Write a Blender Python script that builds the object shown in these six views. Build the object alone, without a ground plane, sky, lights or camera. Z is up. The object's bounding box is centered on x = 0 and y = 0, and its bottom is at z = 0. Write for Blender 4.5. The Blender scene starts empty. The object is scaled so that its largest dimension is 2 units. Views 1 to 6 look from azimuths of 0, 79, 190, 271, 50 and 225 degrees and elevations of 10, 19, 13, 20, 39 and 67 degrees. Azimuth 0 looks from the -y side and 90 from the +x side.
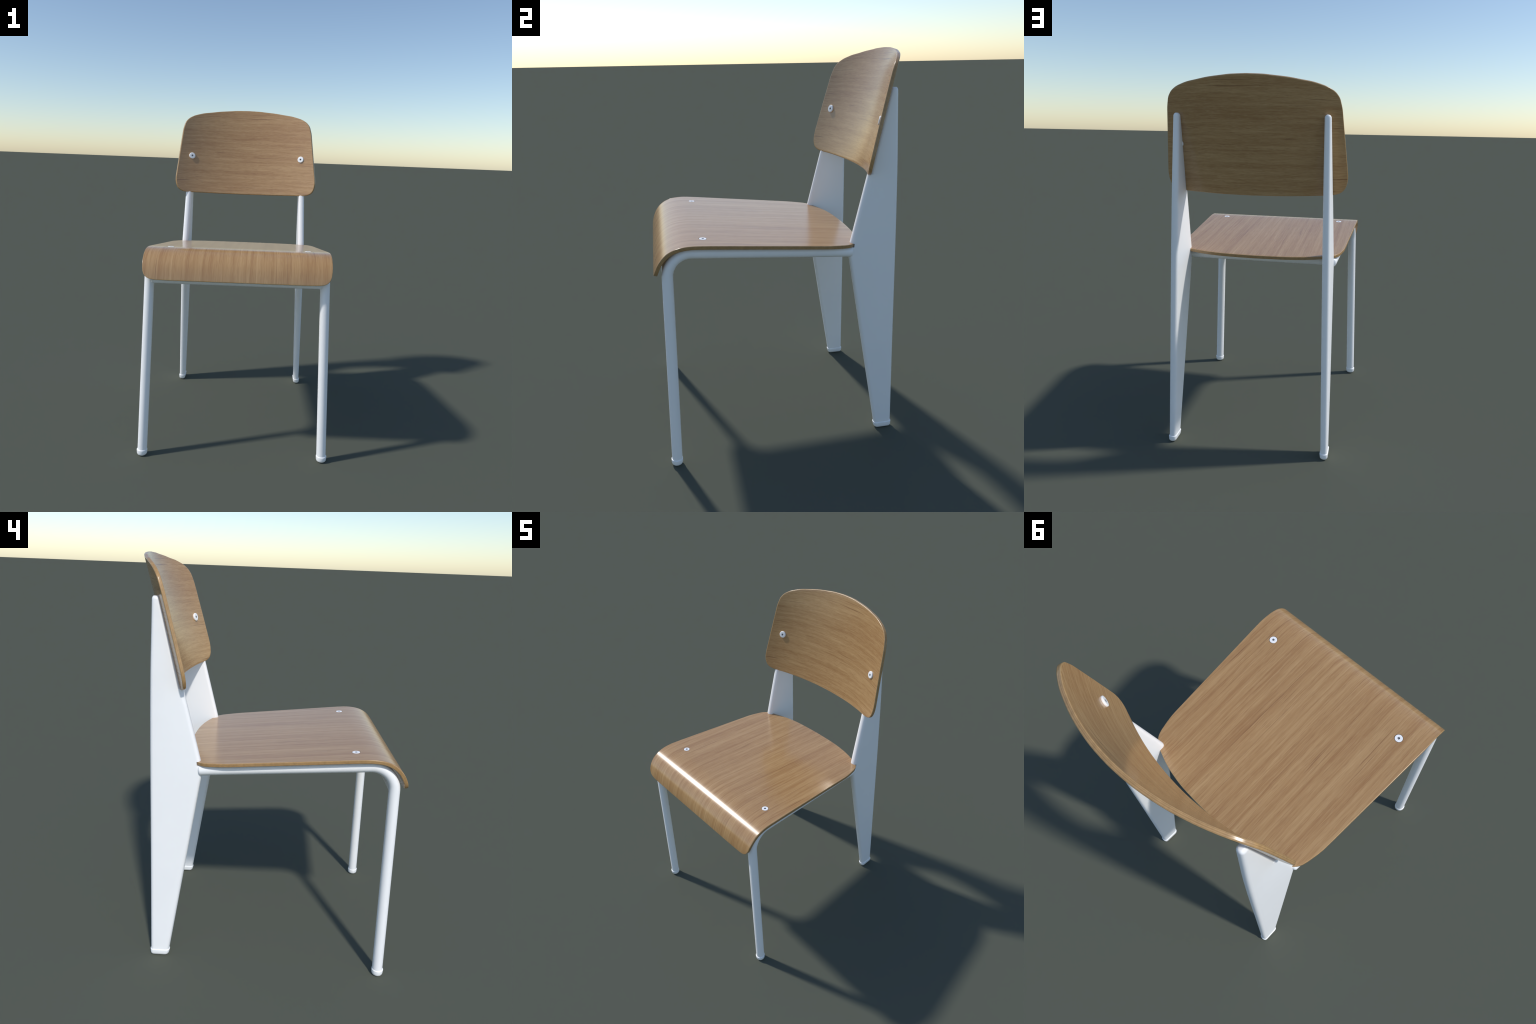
"""Plywood dining chair: bent plywood seat and backrest on a white steel frame
(two bent-tube legs with side rails, two folded-sheet blade legs, crossbars)."""
import bpy, bmesh, math
import numpy as np
from mathutils import Vector, Matrix

# ------------------------------------------------------------------ helpers
def pchip(xs, ys):
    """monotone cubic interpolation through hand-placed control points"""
    xs = np.asarray(xs, float); ys = np.asarray(ys, float)
    h = np.diff(xs); d = np.diff(ys) / h
    m = np.zeros_like(xs)
    m[0], m[-1] = d[0], d[-1]
    for i in range(1, len(xs) - 1):
        if d[i - 1] * d[i] > 0:
            w1, w2 = 2 * h[i] + h[i - 1], h[i] + 2 * h[i - 1]
            m[i] = (w1 + w2) / (w1 / d[i - 1] + w2 / d[i])

    def f(x):
        x = min(max(float(x), xs[0]), xs[-1])
        i = min(int(np.searchsorted(xs, x, side='right')) - 1, len(xs) - 2)
        i = max(i, 0)
        t = (x - xs[i]) / h[i]
        return ((1 + 2 * t) * (1 - t) ** 2 * ys[i] + t * (1 - t) ** 2 * h[i] * m[i]
                + t * t * (3 - 2 * t) * ys[i + 1] + t * t * (t - 1) * h[i] * m[i + 1])
    return f


def make_object(name, mesh, parent=None, mats=()):
    ob = bpy.data.objects.new(name, mesh)
    bpy.context.scene.collection.objects.link(ob)
    for m in mats:
        if m.name not in [s.name for s in mesh.materials if s]:
            mesh.materials.append(m)
    if parent is not None:
        ob.parent = parent
    return ob


def mesh_from(name, verts, faces, mat_index=None, sharp_angle=35):
    me = bpy.data.meshes.new(name)
    me.from_pydata([tuple(v) for v in verts], [], faces)
    if mat_index is not None:
        me.polygons.foreach_set("material_index", mat_index)
    bm = bmesh.new(); bm.from_mesh(me)
    bmesh.ops.remove_doubles(bm, verts=bm.verts, dist=1e-6)
    bmesh.ops.recalc_face_normals(bm, faces=bm.faces)
    bm.to_mesh(me); bm.free()
    me.polygons.foreach_set("use_smooth", [True] * len(me.polygons))
    me.set_sharp_from_angle(angle=math.radians(sharp_angle))
    return me


def loft(name, rings, cap=True, sharp_angle=35):
    """closed rings of equal vertex count -> skin"""
    n = len(rings[0]); verts = [p for r in rings for p in r]; faces = []
    for i in range(len(rings) - 1):
        for k in range(n):
            a, b = i * n + k, i * n + (k + 1) % n
            faces.append((a, b, b + n, a + n))
    if cap:
        faces.append(tuple(range(n - 1, -1, -1)))
        faces.append(tuple((len(rings) - 1) * n + k for k in range(n)))
    return mesh_from(name, verts, faces, sharp_angle=sharp_angle)


def lathe(name, profile, seg=40, sharp_angle=30):
    """profile of (radius, z) turned around z; closed by caps"""
    rings = [[(r * math.cos(2 * math.pi * k / seg), r * math.sin(2 * math.pi * k / seg), z)
              for k in range(seg)] for r, z in profile]
    return loft(name, rings, True, sharp_angle)


def cut(ob, cutter):
    """boolean difference, applied"""
    md = ob.modifiers.new("cut", 'BOOLEAN')
    md.operation = 'DIFFERENCE'; md.object = cutter; md.solver = 'EXACT'
    dg = bpy.context.evaluated_depsgraph_get()
    me = bpy.data.meshes.new_from_object(ob.evaluated_get(dg))
    ob.modifiers.clear(); old = ob.data; me.name = old.name; ob.data = me
    bpy.data.meshes.remove(old)
    cm = cutter.data; bpy.data.objects.remove(cutter); bpy.data.meshes.remove(cm)
    me.polygons.foreach_set("use_smooth", [True] * len(me.polygons))
    me.set_sharp_from_angle(angle=math.radians(35))


# ---------------------------------------------------------------- materials
def nodes_of(mat):
    mat.use_nodes = True
    nt = mat.node_tree; nt.nodes.clear()
    out = nt.nodes.new("ShaderNodeOutputMaterial")
    bs = nt.nodes.new("ShaderNodeBsdfPrincipled")
    nt.links.new(bs.outputs[0], out.inputs[0])
    return nt, bs


def srgb(r, g, b):
    f = lambda c: c / 12.92 if c <= 0.04045 else ((c + 0.055) / 1.055) ** 2.4
    return (f(r / 255), f(g / 255), f(b / 255), 1)


def wood_material(name, across, dark_amount=1.0, gain=1.0, seed=0.0):
    """oak veneer; `across` = axis over which the grain changes quickly."""
    mat = bpy.data.materials.new(name)
    nt, bs = nodes_of(mat); N = nt.nodes.new; L = nt.links.new
    tc = N("ShaderNodeTexCoord")

    def streak(across_f, along_f, detail, distortion, off, rough=0.6):
        mp = N("ShaderNodeMapping")
        s = [along_f] * 3; s['xyz'.index(across)] = across_f
        mp.inputs['Scale'].default_value = s
        mp.inputs['Location'].default_value = (off + seed, off * 1.7 - seed, off * 0.6 + seed * 2)
        src = warped
        L(src, mp.inputs['Vector'])
        n = N("ShaderNodeTexNoise"); n.inputs['Scale'].default_value = 1.0
        n.inputs['Detail'].default_value = detail
        n.inputs['Roughness'].default_value = rough
        n.inputs['Distortion'].default_value = distortion
        L(mp.outputs[0], n.inputs['Vector'])
        return n.outputs[0]

    def ramp(fac, stops):
        r = N("ShaderNodeValToRGB")
        while len(r.color_ramp.elements) < len(stops):
            r.color_ramp.elements.new(0.5)
        for e, (p, c) in zip(r.color_ramp.elements, stops):
            e.position = p; e.color = c
        L(fac, r.inputs[0]); return r.outputs[0]

    def mix(fac, a, b, mode='MIX'):
        m = N("ShaderNodeMix"); m.data_type = 'RGBA'; m.blend_type = mode
        if isinstance(fac, float): m.inputs[0].default_value = fac
        else: L(fac, m.inputs[0])
        for sock, v in ((m.inputs[6], a), (m.inputs[7], b)):
            if isinstance(v, tuple): sock.default_value = v
            else: L(v, sock)
        return m.outputs[2]

    # gentle waviness of the growth lines
    wv = N("ShaderNodeTexNoise"); wv.inputs['Scale'].default_value = 3.2
    wv.inputs['Detail'].default_value = 2.0
    L(tc.outputs['Object'], wv.inputs['Vector'])
    sub = N("ShaderNodeVectorMath"); sub.operation = 'SUBTRACT'
    L(wv.outputs[1], sub.inputs[0]); sub.inputs[1].default_value = (0.5, 0.5, 0.5)
    sc = N("ShaderNodeVectorMath"); sc.operation = 'SCALE'; sc.inputs[3].default_value = WAVE[across]
    L(sub.outputs[0], sc.inputs[0])
    add = N("ShaderNodeVectorMath"); add.operation = 'ADD'
    L(tc.outputs['Object'], add.inputs[0]); L(sc.outputs[0], add.inputs[1])
    warped = add.outputs[0]

    g = gain
    def weigh(parts):
        total = None
        for sock, w in parts:
            m = N("ShaderNodeMath"); m.operation = 'MULTIPLY_ADD'
            L(sock, m.inputs[0]); m.inputs[1].default_value = w
            if total is None: m.inputs[2].default_value = 0.0
            else: L(total, m.inputs[2])
            total = m.outputs[0]
        return total
    k = LENGTHEN[across]
    bands = streak(30, 1.2 * k, 3.0, 0.2, 3.1)        # broad growth bands
    medium = streak(95, 4.5 * k, 3.0, 0.15, 9.3)      # single growth rings
    fibre = streak(440, 22.0 * k, 2.5, 0.0, 5.7)      # vessels and rays
    w = GRAIN_WEIGHTS[across]
    tone = weigh([(bands, w[0]), (medium, w[1]), (fibre, w[2])])
    col = ramp(tone, [(0.375, (0.374 * g, 0.196 * g, 0.078 * g, 1)),
                      (0.50, (0.464 * g, 0.270 * g, 0.115 * g, 1)),
                      (0.630, (0.552 * g, 0.346 * g, 0.160 * g, 1))])
    lines = streak(120, 3.2 * k, 2.0, 0.25, 21.0)     # sparse dark late-wood dashes
    col = mix(ramp(lines, [(0.29, (0.78 * dark_amount,) * 3 + (1,)), (0.37, (0, 0, 0, 1))]), col,
              (0.250 * g, 0.118 * g, 0.050 * g, 1))
    pores = streak(330, 26.0 * k, 2.0, 0.0, 33.0)  # short open pores, reddish
    col = mix(ramp(pores, [(0.30, (0.48,) * 3 + (1,)), (0.44, (0, 0, 0, 1))]), col,
              (0.300 * g, 0.145 * g, 0.060 * g, 1))
    glint = streak(560, 34.0 * k, 1.5, 0.0, 47.0)  # pale medullary flecks
    col = mix(ramp(glint, [(0.58, (0, 0, 0, 1)), (0.74, (0.40,) * 3 + (1,))]), col,
              (0.640 * g, 0.440 * g, 0.225 * g, 1))
    # tiny pin knots
    vo = N("ShaderNodeTexVoronoi"); vo.inputs['Scale'].default_value = 3.3
    mp = N("ShaderNodeMapping"); s = [1.0] * 3; s['xyz'.index(across)] = 1.6
    mp.inputs['Scale'].default_value = s
    mp.inputs['Location'].default_value = (seed * 1.3 + 0.37, 0.11, seed + 0.58)
    L(tc.outputs['Object'], mp.inputs['Vector']); L(mp.outputs[0], vo.inputs['Vector'])
    col = mix(ramp(vo.outputs['Distance'], [(0.008, (0.75,) * 3 + (1,)), (0.022, (0, 0, 0, 1))]), col,
              (0.10 * g, 0.05 * g, 0.03 * g, 1))
    L(col, bs.inputs['Base Color'])
    bs.inputs['Roughness'].default_value = WOOD_ROUGH
    bs.inputs['Specular IOR Level'].default_value = WOOD_SPEC
    return mat


def ply_material(name, colour, rough=0.24):
    mat = bpy.data.materials.new(name)
    nt, bs = nodes_of(mat); N = nt.nodes.new; L = nt.links.new
    tc = N("ShaderNodeTexCoord")
    n = N("ShaderNodeTexNoise"); n.inputs['Scale'].default_value = 60
    n.inputs['Detail'].default_value = 3
    L(tc.outputs['Object'], n.inputs['Vector'])
    r = N("ShaderNodeValToRGB")
    r.color_ramp.elements[0].position = 0.3; r.color_ramp.elements[1].position = 0.7
    r.color_ramp.elements[0].color = tuple(c * 0.86 for c in colour[:3]) + (1,)
    r.color_ramp.elements[1].color = tuple(min(1, c * 1.08) for c in colour[:3]) + (1,)
    L(n.outputs[0], r.inputs[0]); L(r.outputs[0], bs.inputs['Base Color'])
    bs.inputs['Roughness'].default_value = rough
    return mat


def plain_material(name, colour, rough, metallic=0.0, grain=0.015):
    """even paint / plastic / metal with a whisper of tone variation"""
    mat = bpy.data.materials.new(name)
    nt, bs = nodes_of(mat); N = nt.nodes.new; L = nt.links.new
    tc = N("ShaderNodeTexCoord")
    n = N("ShaderNodeTexNoise"); n.inputs['Scale'].default_value = 7
    L(tc.outputs['Object'], n.inputs['Vector'])
    r = N("ShaderNodeValToRGB")
    r.color_ramp.elements[0].position = 0.35; r.color_ramp.elements[1].position = 0.65
    r.color_ramp.elements[0].color = tuple(c * (1 - grain) for c in colour) + (1,)
    r.color_ramp.elements[1].color = tuple(c for c in colour) + (1,)
    L(n.outputs[0], r.inputs[0]); L(r.outputs[0], bs.inputs['Base Color'])
    bs.inputs['Roughness'].default_value = rough
    bs.inputs['Metallic'].default_value = metallic
    return mat


WOOD_ROUGH = 0.21
WOOD_SPEC = 0.75
WAVE = {'x': 0.012, 'z': 0.022}
GRAIN_WEIGHTS = {'x': (0.44, 0.34, 0.22), 'z': (0.31, 0.34, 0.35)}
LENGTHEN = {'x': 0.42, 'z': 0.9}
SEAT_WOOD = wood_material("oak_veneer_seat", 'x', 0.9, 0.955, 0.0)
BACK_WOOD = wood_material("oak_veneer_backrest", 'z', 1.0, 0.97, 4.2)
PLY_LIGHT = ply_material("plywood_edge_light", (0.47, 0.292, 0.130))
PLY_DARK = ply_material("plywood_edge_dark", (0.385, 0.228, 0.098))
PAINT = plain_material("white_paint", (0.985, 0.985, 0.985), 0.38)
CAP = plain_material("white_plastic", (0.985, 0.985, 0.985), 0.30)
STEEL = plain_material("white_screw", (0.985, 0.985, 0.985), 0.28)
SOCKET = plain_material("socket_shadow_tinted", (0.30, 0.31, 0.33), 0.4)  # same white as the screw, greyed to paint in the recess shadow

# ------------------------------------------------------------ the whole chair
chair = bpy.data.objects.new("dining_chair", None)
bpy.context.scene.collection.objects.link(chair)
chair["label"] = "oak plywood dining chair with white steel frame"
chair["category"] = "chair"

PLY = 0.0172                                    # plywood thickness


def plywood_sheet(name, surf, width, lo_ctrl, hi_ctrl, ncol, nrow, edge, plies, mats):
    """Bent plywood panel.
    surf(x, s) -> point on the show face; width(s) half width;
    lo/hi control points: (x / half width, s) of the two end edges, rounded corners included.
    edge = rounding radius of the rim, plies = number of visible veneers in the rim."""
    lo = pchip([math.asin(min(a, 1)) for a, _ in lo_ctrl], [b for _, b in lo_ctrl])
    hi = pchip([math.asin(min(a, 1)) for a, _ in hi_ctrl], [b for _, b in hi_ctrl])
    smid = 0.5 * (lo(0) + hi(0)); half = 0.5 * abs(hi(0) - lo(0))

    def flat(i, j):
        th = -math.pi / 2 + math.pi * i / ncol
        a, b = lo(abs(th)), hi(abs(th))
        s = a + (b - a) * j / nrow
        x = math.sin(th) * width(s)
        return x * (1 - edge / 0.48), smid + (s - smid) * (1 - edge / half)

    def frame(x, s):
        e = 1e-4
        p = surf(x, s); dx = surf(x + e, s) - surf(x - e, s); ds = surf(x, s + e) - surf(x, s - e)
        return p, dx.cross(ds).normalized()

    top, bot, faces, mi = {}, {}, [], []
    verts = []
    for i in range(ncol + 1):
        for j in range(nrow + 1):
            p, n = frame(*flat(i, j))
            if n.dot(FACING) < 0: n = -n
            top[i, j] = (len(verts), p, n); verts.append(p)
    for i in range(ncol + 1):
        for j in range(nrow + 1):
            _, p, n = top[i, j]
            bot[i, j] = len(verts); verts.append(p - n * PLY)
    for i in range(ncol):
        for j in range(nrow):
            t = [top[a][0] for a in ((i, j), (i + 1, j), (i + 1, j + 1), (i, j + 1))]
            b = [bot[a] for a in ((i, j), (i, j + 1), (i + 1, j + 1), (i + 1, j))]
            faces.append(tuple(t)); mi.append(0)
            faces.append(tuple(b)); mi.append(0)
    ring = [(i, 0) for i in range(ncol)] + [(ncol, j) for j in range(nrow)] + \
           [(i, nrow) for i in range(ncol, 0, -1)] + [(0, j) for j in range(nrow, 0, -1)]
    m = len(ring)
    # rim section: (outward, depth)
    arc = 4
    prof = [(edge * math.sin(q * math.pi / 2 / arc), edge * (1 - math.cos(q * math.pi / 2 / arc)))
            for q in range(1, arc + 1)]
    prof += [(edge, edge + (PLY - 2 * edge) * q / 6) for q in range(1, 6)]
    prof += [(o, PLY - d) for o, d in reversed(prof[:arc])]
    rows = [[top[r][0] for r in ring]]
    outs = []
    for k, r in enumerate(ring):
        p, n = top[r][1], top[r][2]
        q = k
        tg = top[ring[(k + 1) % m]][1] - top[ring[k - 1]][1]
        o = tg.cross(n).normalized()
        if o.dot(p - CENTRE) < 0: o = -o
        outs.append(o)
    for o_, d_ in prof:
        row = []
        for k, r in enumerate(ring):
            p, n = top[r][1], top[r][2]
            row.append(len(verts)); verts.append(p + outs[k] * o_ - n * d_)
        rows.append(row)
    rows.append([bot[r] for r in ring])
    depths = [0.0] + [d for _, d in prof] + [PLY]
    for a in range(len(rows) - 1):
        ply = int(0.5 * (depths[a] + depths[a + 1]) / PLY * plies)
        for k in range(m):
            f = (rows[a][k], rows[a][(k + 1) % m], rows[a + 1][(k + 1) % m], rows[a + 1][k])
            faces.append(f); mi.append(1 if ply % 2 == 0 else 2)
    me = mesh_from(name, verts, faces, mi, sharp_angle=50)
    return make_object(name, me, chair, mats)


# ------------------------------------------------------------------- seat
SEAT_SLOPE = 0.0985
def seat_top(y):
    return 1.1578 - SEAT_SLOPE * (y + 0.3955)

# side profile of the seat's upper face, from the back edge to the rolled front lip
ys_flat = [0.43, 0.2, 0.0, -0.2, -0.36]
prof_pts = [(y, seat_top(y)) for y in ys_flat] + [
    (-0.405, 1.1582), (-0.442, 1.1607), (-0.478, 1.1602), (-0.510, 1.1562), (-0.540, 1.1475),
    (-0.569, 1.1322), (-0.593, 1.1105), (-0.611, 1.0860), (-0.6235, 1.0600), (-0.6315, 1.0365),
    (-0.6370, 1.0140), (-0.6385, 1.0060)]
# smooth by parametrising on chord length
chord = [0.0]
for a, b in zip(prof_pts, prof_pts[1:]):
    chord.append(chord[-1] + math.dist(a, b))

def catmull(ts, vs):
    """C1 cubic through control points (finite-difference tangents)"""
    ts = list(ts); vs = list(vs); n = len(ts)
    m = []
    for i in range(n):
        a, b = max(i - 1, 0), min(i + 1, n - 1)
        m.append((vs[b] - vs[a]) / (ts[b] - ts[a]))
    def f(t):
        i = 0
        while i < n - 2 and t > ts[i + 1]: i += 1
        h = ts[i + 1] - ts[i]; q = (t - ts[i]) / h
        return ((1 + 2 * q) * (1 - q) ** 2 * vs[i] + q * (1 - q) ** 2 * h * m[i]
                + q * q * (3 - 2 * q) * vs[i + 1] + q * q * (q - 1) * h * m[i + 1])
    return f

py = catmull(chord, [p[0] for p in prof_pts]); pz = catmull(chord, [p[1] for p in prof_pts])
def seat_surf(x, s):
    return Vector((x, py(s), pz(s)))
def s_of_y(y):
    lo_, hi_ = 0.0, chord[-1]
    for _ in range(50):
        mid_ = 0.5 * (lo_ + hi_)
        if py(mid_) > y: lo_ = mid_
        else: hi_ = mid_
    return lo_
def seat_w_y(y):
    return 0.4815 - 0.0545 * (max(y, -0.43) - 0.03)
def seat_width(s):
    return seat_w_y(py(s))

rear_outline = [(0.0, 0.421), (0.08, 0.4190), (0.17, 0.4140), (0.25, 0.4025), (0.31, 0.388), (0.36, 0.3705),
                (0.40, 0.354), (0.430, 0.334), (0.449, 0.306), (0.463, 0.252), (0.4725, 0.185)]
rear_ctrl = [(min(x / seat_w_y(y), 1.0), s_of_y(y)) for x, y in rear_outline[:-1]] + [(1.0, s_of_y(0.180))]
SMAX = chord[-1] - 0.008                       # lip edge
front_ctrl = [(0.0, SMAX), (0.60, SMAX), (0.82, SMAX - 0.001), (0.885, SMAX - 0.003), (0.935, SMAX - 0.010),
              (0.966, SMAX - 0.023), (0.984, SMAX - 0.042), (0.9945, SMAX - 0.075), (1.0, SMAX - 0.150)]
FACING = Vector((0, -0.35, 0.93)); CENTRE = Vector((0, -0.12, 1.10))
seat = plywood_sheet("seat", seat_surf, seat_width, rear_ctrl, front_ctrl, 96, 110, 0.0028, 9,
                     (SEAT_WOOD, PLY_LIGHT, PLY_DARK))

# --------------------------------------------------------------- backrest
# the panel is bent on a cone: flatter along the bottom edge, deeper along the top
def back_y(x, z):
    return 0.1035 + 0.2582 * z - (0.0085 + 0.2634 * z) * x * x - 0.2259 * x ** 4
def back_surf(x, z):
    return Vector((x, back_y(x, z), z))
def back_width(z):
    return 0.4803 - 0.1085 * (z - 1.52)

top_outline = [(0.0, 2.0016), (0.084, 1.9990), (0.123, 1.9952), (0.197, 1.9878), (0.26, 1.9777), (0.308, 1.9700),
               (0.350, 1.9585), (0.372, 1.9510), (0.3935, 1.9400), (0.4095, 1.9290), (0.4230, 1.9135),
               (0.4330, 1.8960), (0.4380, 1.8770)]
bot_outline = [(0.0, 1.4127), (0.145, 1.4138), (0.28, 1.4170), (0.35, 1.4190), (0.40, 1.4208), (0.434, 1.4272),
               (0.456, 1.4385), (0.4685, 1.4540), (0.4755, 1.4730), (0.4795, 1.4970)]
top_ctrl = [(x / back_width(z), z) for x, z in [(a, b + 0.0002) for a, b in top_outline]] + [(1.0, 1.840)]
bot_ctrl = [(x / back_width(z), z) for x, z in bot_outline] + [(1.0, 1.535)]
FACING = Vector((0, -1, 0.2)); CENTRE = Vector((0, 0.5, 1.7))
backrest = plywood_sheet("backrest", back_surf, back_width, bot_ctrl, top_ctrl, 96, 64, 0.0042, 7,
                         (BACK_WOOD, PLY_LIGHT, PLY_DARK))

# --------------------------------------------------- bent tube legs with rail
TUBE_R = 0.0262
def rounded_path(pts, radii, step=0.012):
    """polyline with filleted corners"""
    out = [Vector(pts[0])]
    for i in range(1, len(pts) - 1):
        p0, p1, p2 = (Vector(p) for p in pts[i - 1:i + 2])
        a = (p0 - p1).normalized(); b = (p2 - p1).normalized()
        ang = a.angle(b); t = radii[i] / math.tan(ang / 2)
        c = p1 + (a + b).normalized() * (radii[i] / math.sin(ang / 2))
        q0, q1 = p1 + a * t, p1 + b * t
        v0, v1 = q0 - c, q1 - c; w = v0.angle(v1); n = 20
        for k in range(n + 1):
            f = k / n
            out.append(c + (v0 * math.sin((1 - f) * w) + v1 * math.sin(f * w)) / math.sin(w))
    out.append(Vector(pts[-1])); return out


def sweep(name, path, radii, seg=36, up=Vector((1, 0, 0))):
    rings = []
    for i, p in enumerate(path):
        t = (path[min(i + 1, len(path) - 1)] - path[max(i - 1, 0)]).normalized()
        u = (up - t * up.dot(t)).normalized(); v = t.cross(u)
        r = radii[i]
        rings.append([p + (u * math.cos(2 * math.pi * k / seg) + v * math.sin(2 * math.pi * k / seg)) * r
                      for k in range(seg)])
    return loft(name, rings)

def tube_leg_axis(z):
    return Vector((0.5034 - 0.0318 * z, -0.5985 + 0.0250 * z, z))
def rail_axis(y):
    return Vector((0.4128 - 0.0675 * (y - 0.33), y, 1.0430 - 0.0930 * (y - 0.327)))

corner_y = -0.571
corner = rail_axis(corner_y)
path = rounded_path([tube_leg_axis(0.012), tube_leg_axis(corner.z), rail_axis(0.325)], [0, 0.108, 0])
end = path[-1]; dirn = (path[-1] - path[-2]).normalized()
radii = [TUBE_R] * len(path)
for q in range(1, 7):                                  # domed, closed tube end
    a = q / 6 * math.pi / 2
    path.append(end + dirn * 0.013 * math.sin(a)); radii.append(TUBE_R * max(math.cos(a), 0.02) ** 0.6)
tube_mesh = sweep("tube_leg", path, radii)
tube_leg = make_object("tube_leg", tube_mesh, chair, (PAINT,))

# --------------------------------------------------------- folded blade legs
def blade_x(z):
    return 0.4325 - 0.0264 * z
blade_t = pchip([0.0, 0.5, 1.05, 1.4, 1.82], [0.0370, 0.0400, 0.0405, 0.0385, 0.0340])
blade_rear = pchip([0.0, 0.64, 1.0, 1.2, 1.485, 1.653, 1.83], [0.5862, 0.5733, 0.5670, 0.5630, 0.5553, 0.5480, 0.5402])
REST_Z = 1.4225                                        # backrest sits in a recess above here
def blade_front(z, recess):
    if z <= 1.022:
        return 0.4888 - (z - 0.04) * 0.1712
    if not recess:
        return 0.3275 + 0.2385 * (z - 1.0885) if z > 1.0885 else 0.3215 + 0.006 * (z - 1.022) / 0.0665
    return back_y(blade_x(z), z) + 0.0115

def blade_section(z, recess=False, inset=0.0, y_inset=0.0, seg=10):
    f, r = blade_front(z, recess) + y_inset, blade_rear(z) - y_inset
    h = blade_t(z) / 2 - inset
    e = min(h, (r - f) / 2 * 0.98)
    pts = []
    for c, s0 in ((r - e, 0.0), (f + e, math.pi)):
        for k in range(seg + 1):
            a = s0 - math.pi / 2 + math.pi * k / seg
            # rounded ends, slightly squarer than a half circle
            ca, sa = math.cos(a), math.sin(a)
            ca = math.copysign(abs(ca) ** 0.8, ca); sa = math.copysign(abs(sa) ** 0.9, sa)
            pts.append(Vector((blade_x(z) + h * sa * (1 if s0 == 0 else 1), c + e * ca, z)))
    return pts

rings = []
for z in list(np.linspace(0.010, 1.022, 24)): rings.append(blade_section(z))
for z in list(np.linspace(1.035, REST_Z, 22)): rings.append(blade_section(z))
TOP_Z, TOP_R = 1.8188, 0.0165
for z in [REST_Z + 0.0006] + list(np.linspace(REST_Z + 0.02, TOP_Z - TOP_R, 16)): rings.append(blade_section(z, True))
for q in range(1, 9):
    a = q / 8 * math.pi / 2
    z = TOP_Z - TOP_R + TOP_R * math.sin(a)
    k = 1 - math.cos(a)
    rings.append(blade_section(z, True, inset=0.0150 * k, y_inset=0.0085 * k))
blade_mesh = loft("blade_leg", rings, sharp_angle=40)
blade_leg = make_object("blade_leg", blade_mesh, chair, (PAINT,))
# slot that takes the back corner of the seat
slot = bpy.data.meshes.new("slot_cutter"); bm = bmesh.new(); bmesh.ops.create_cube(bm, size=1.0)
bm.to_mesh(slot); bm.free()
slot_ob = make_object("slot_cutter", slot)
y0, y1 = 0.28, 0.3445
zc = seat_top(0.335) - PLY / 2 + 0.0003
slot_ob.matrix_world = Matrix.Translation((0.41, (y0 + y1) / 2, zc)) @ Matrix.Rotation(-math.atan(SEAT_SLOPE), 4, 'X') \
    @ Matrix.Diagonal((0.2, y1 - y0, PLY + 0.0022, 1))
bpy.context.view_layer.update()
cut(blade_leg, slot_ob)

# ----------------------------------------------------------------- foot caps
# tube foot: a turned plastic cup, tilted with the leg
tube_cap_prof = [(0.0150, 0.0), (0.0205, 0.0012), (0.0250, 0.0050), (0.0277, 0.0105), (0.0287, 0.0160),
                 (0.0293, 0.0310), (0.0290, 0.0332), (0.0281, 0.0342), (0.0255, 0.0343)]
tube_cap_mesh = lathe("foot_cap", tube_cap_prof, 40, 50)
tube_cap = make_object("foot_cap", tube_cap_mesh, tube_leg, (CAP,))
tube_cap.location = tube_leg_axis(0.0)

def blade_cap_ring(z, grow, taper_front=0.0, seg=8):
    f, r = blade_front(z, False) - grow + taper_front, blade_rear(z) + grow - taper_front * 0.4
    h = blade_t(z) / 2 + grow
    e = min(h, 0.017); pts = []
    for c, s0 in ((r - e, 0.0), (f + e, math.pi)):
        for k in range(seg + 1):
            a = s0 - math.pi / 2 + math.pi * k / seg
            ca, sa = math.cos(a), math.sin(a)
            pts.append(Vector((blade_x(z) + h * sa, c + e * math.copysign(abs(ca) ** 0.8, ca), z)))
    return pts
cap_rows = [(0.0, -0.0085, 0.002), (0.0012, -0.0040, 0.001), (0.0045, -0.0005, 0.0), (0.0100, 0.0022, 0.0),
            (0.0160, 0.0030, 0.0), (0.0300, 0.0036, 0.0), (0.0325, 0.0033, 0.0), (0.0336, 0.0022, 0.0), (0.0338, -0.0010, 0.0)]
blade_cap_mesh = loft("foot_cap", [blade_cap_ring(z, g_, t_) for z, g_, t_ in cap_rows], sharp_angle=50)
blade_cap = make_object("foot_cap", blade_cap_mesh, blade_leg, (CAP,))

# ----------------------------------------------------------------- crossbars
def crossbar(half, y, z, r, flare):
    n = [(-half, r + flare), (-half + 0.006, r + flare * 0.35), (-half + 0.014, r)]
    prof = n + [(x, r) for x in np.linspace(-half + 0.05, half - 0.05, 9)] + [(-x, q) for x, q in reversed(n)]
    return sweep("crossbar", [Vector((x, y, z)) for x, _ in prof], [q for _, q in prof], 28, Vector((0, 0, 1)))
front_leg_at = tube_leg_axis(1.008)
bar_a = make_object("crossbar", crossbar(front_leg_at.x - 0.018, front_leg_at.y - 0.001, 1.0065, 0.0222, 0.003), chair, (PAINT,))
bar_b = make_object("crossbar", crossbar(0.393, 0.276, 1.0408, 0.0258, 0.0), chair, (PAINT,))

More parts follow.
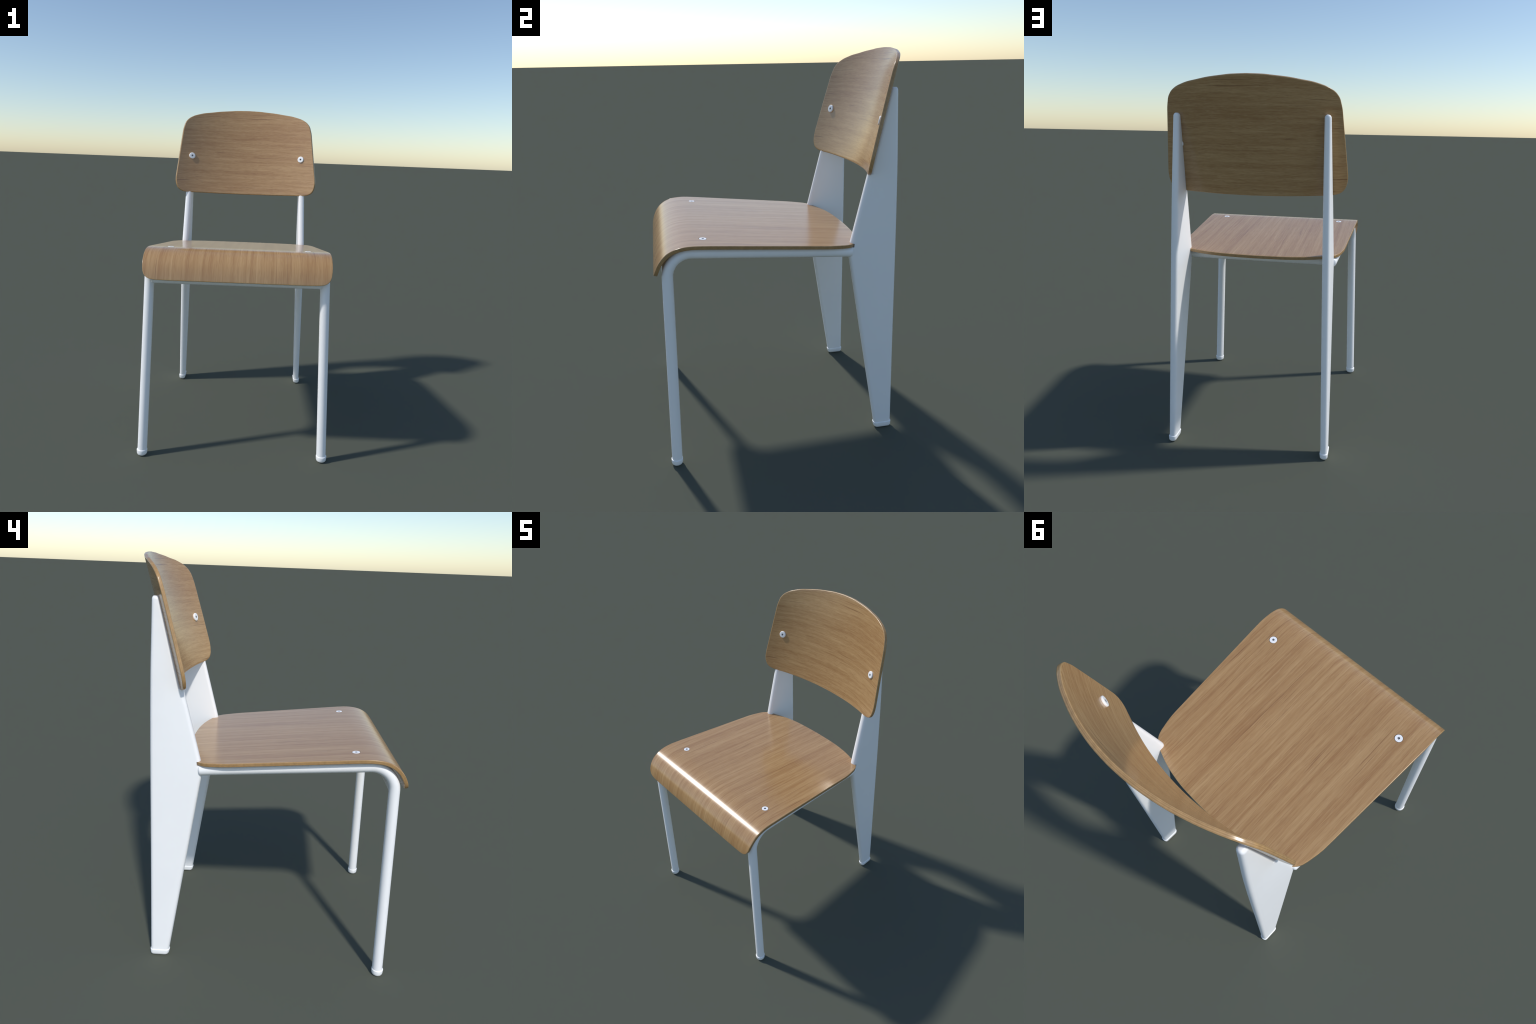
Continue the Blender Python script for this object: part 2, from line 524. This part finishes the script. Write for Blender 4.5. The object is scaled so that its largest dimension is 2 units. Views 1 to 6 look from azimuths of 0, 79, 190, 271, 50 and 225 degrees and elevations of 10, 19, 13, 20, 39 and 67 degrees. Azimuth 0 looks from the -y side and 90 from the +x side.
# ------------------------------------------------------------------- screws
def screw_mesh(name, profile, socket_r, socket_d, seg=48):
    """turned screw head; six-lobed socket sunk into the face"""
    verts, faces, mi = [], [], []
    def ring(fn):
        base = len(verts)
        for k in range(seg):
            a = 2 * math.pi * k / seg; r, z = fn(a)
            verts.append((r * math.cos(a), r * math.sin(a), z))
        return base
    lobe = lambda a: socket_r * (1 + 0.20 * math.cos(6 * a))
    rows = [ring(lambda a, p=p: p) for p in profile]
    ztop = profile[-1][1]
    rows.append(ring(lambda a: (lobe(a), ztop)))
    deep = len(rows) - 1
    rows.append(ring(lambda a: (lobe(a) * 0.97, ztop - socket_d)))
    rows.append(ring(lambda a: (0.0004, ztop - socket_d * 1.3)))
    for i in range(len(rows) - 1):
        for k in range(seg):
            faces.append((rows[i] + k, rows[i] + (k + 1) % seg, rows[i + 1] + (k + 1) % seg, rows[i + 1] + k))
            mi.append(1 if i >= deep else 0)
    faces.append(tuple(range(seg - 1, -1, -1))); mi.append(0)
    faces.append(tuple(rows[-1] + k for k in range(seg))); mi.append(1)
    return mesh_from(name, verts, faces, mi, 35)

back_head = [(0.0205, -0.003), (0.0213, 0.0), (0.0216, 0.0010), (0.0216, 0.0050), (0.0208, 0.0066), (0.0194, 0.0076), (0.0186, 0.0078), (0.0082, 0.0076)]
seat_head = [(0.0160, -0.0110), (0.0175, -0.0060), (0.0185, -0.0022), (0.0182, -0.0002), (0.0172, 0.0006), (0.0085, 0.0004)]
back_screw_mesh = screw_mesh("screw", back_head, 0.0064, 0.0055)
seat_screw_mesh = screw_mesh("screw", seat_head, 0.0060, 0.0055)

# counterbores in the seat
sx, sy = 0.3863, -0.3954
tilt = Matrix.Rotation(-math.atan(SEAT_SLOPE), 4, 'X')
seat_n = Vector((0, SEAT_SLOPE, 1)).normalized()
s0 = s_of_y(sy); seat_p = seat_surf(0, s0)
tng = (seat_surf(0, s0 + 1e-3) - seat_surf(0, s0 - 1e-3)).normalized()
nrm = Vector((0, tng.z, -tng.y)); nrm = nrm if nrm.z > 0 else -nrm
for side in (1, -1):
    pos = Vector((side * sx, sy, seat_p.z))
    m = nrm.to_track_quat('Z', 'Y').to_matrix().to_4x4()
    cyl = lathe("bore_cutter", [(0.0202, -0.009), (0.0202, 0.02)], 48)
    co = make_object("bore_cutter", cyl); co.matrix_world = Matrix.Translation(pos) @ m
    bpy.context.view_layer.update()
    cut(seat, co)
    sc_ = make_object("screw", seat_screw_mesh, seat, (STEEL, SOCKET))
    sc_.matrix_local = Matrix.Translation(pos) @ m

# backrest screws and the round spacers behind the plywood
boss_mesh = lathe("spacer", [(0.0178, -0.0120), (0.0185, -0.0112), (0.0185, 0.0)], 40)
for side in (1, -1):
    bx, bz = 0.3810, 1.6690
    p = back_surf(bx, bz)
    e = 1e-4
    n = (back_surf(bx + e, bz) - back_surf(bx - e, bz)).cross(back_surf(bx, bz + e) - back_surf(bx, bz - e)).normalized()
    if n.y > 0: n = -n
    p.x *= side; n.x *= side
    m = n.to_track_quat('Z', 'Y').to_matrix().to_4x4()
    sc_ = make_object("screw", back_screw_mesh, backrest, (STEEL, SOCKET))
    sc_.matrix_local = Matrix.Translation(p) @ m
    bo = make_object("spacer", boss_mesh, backrest, (PAINT,))
    bo.matrix_local = Matrix.Translation(p - n * (PLY - 0.001) + Vector((side * -0.004, 0, 0))) @ m

# ------------------------------------------------- mirrored twins of the legs
for ob, kid in ((tube_leg, tube_cap), (blade_leg, blade_cap)):
    tw = ob.copy(); bpy.context.scene.collection.objects.link(tw)
    tw.parent = chair; tw.scale = (-1, 1, 1)
    tk = kid.copy(); bpy.context.scene.collection.objects.link(tk); tk.parent = tw
bpy.context.view_layer.update()
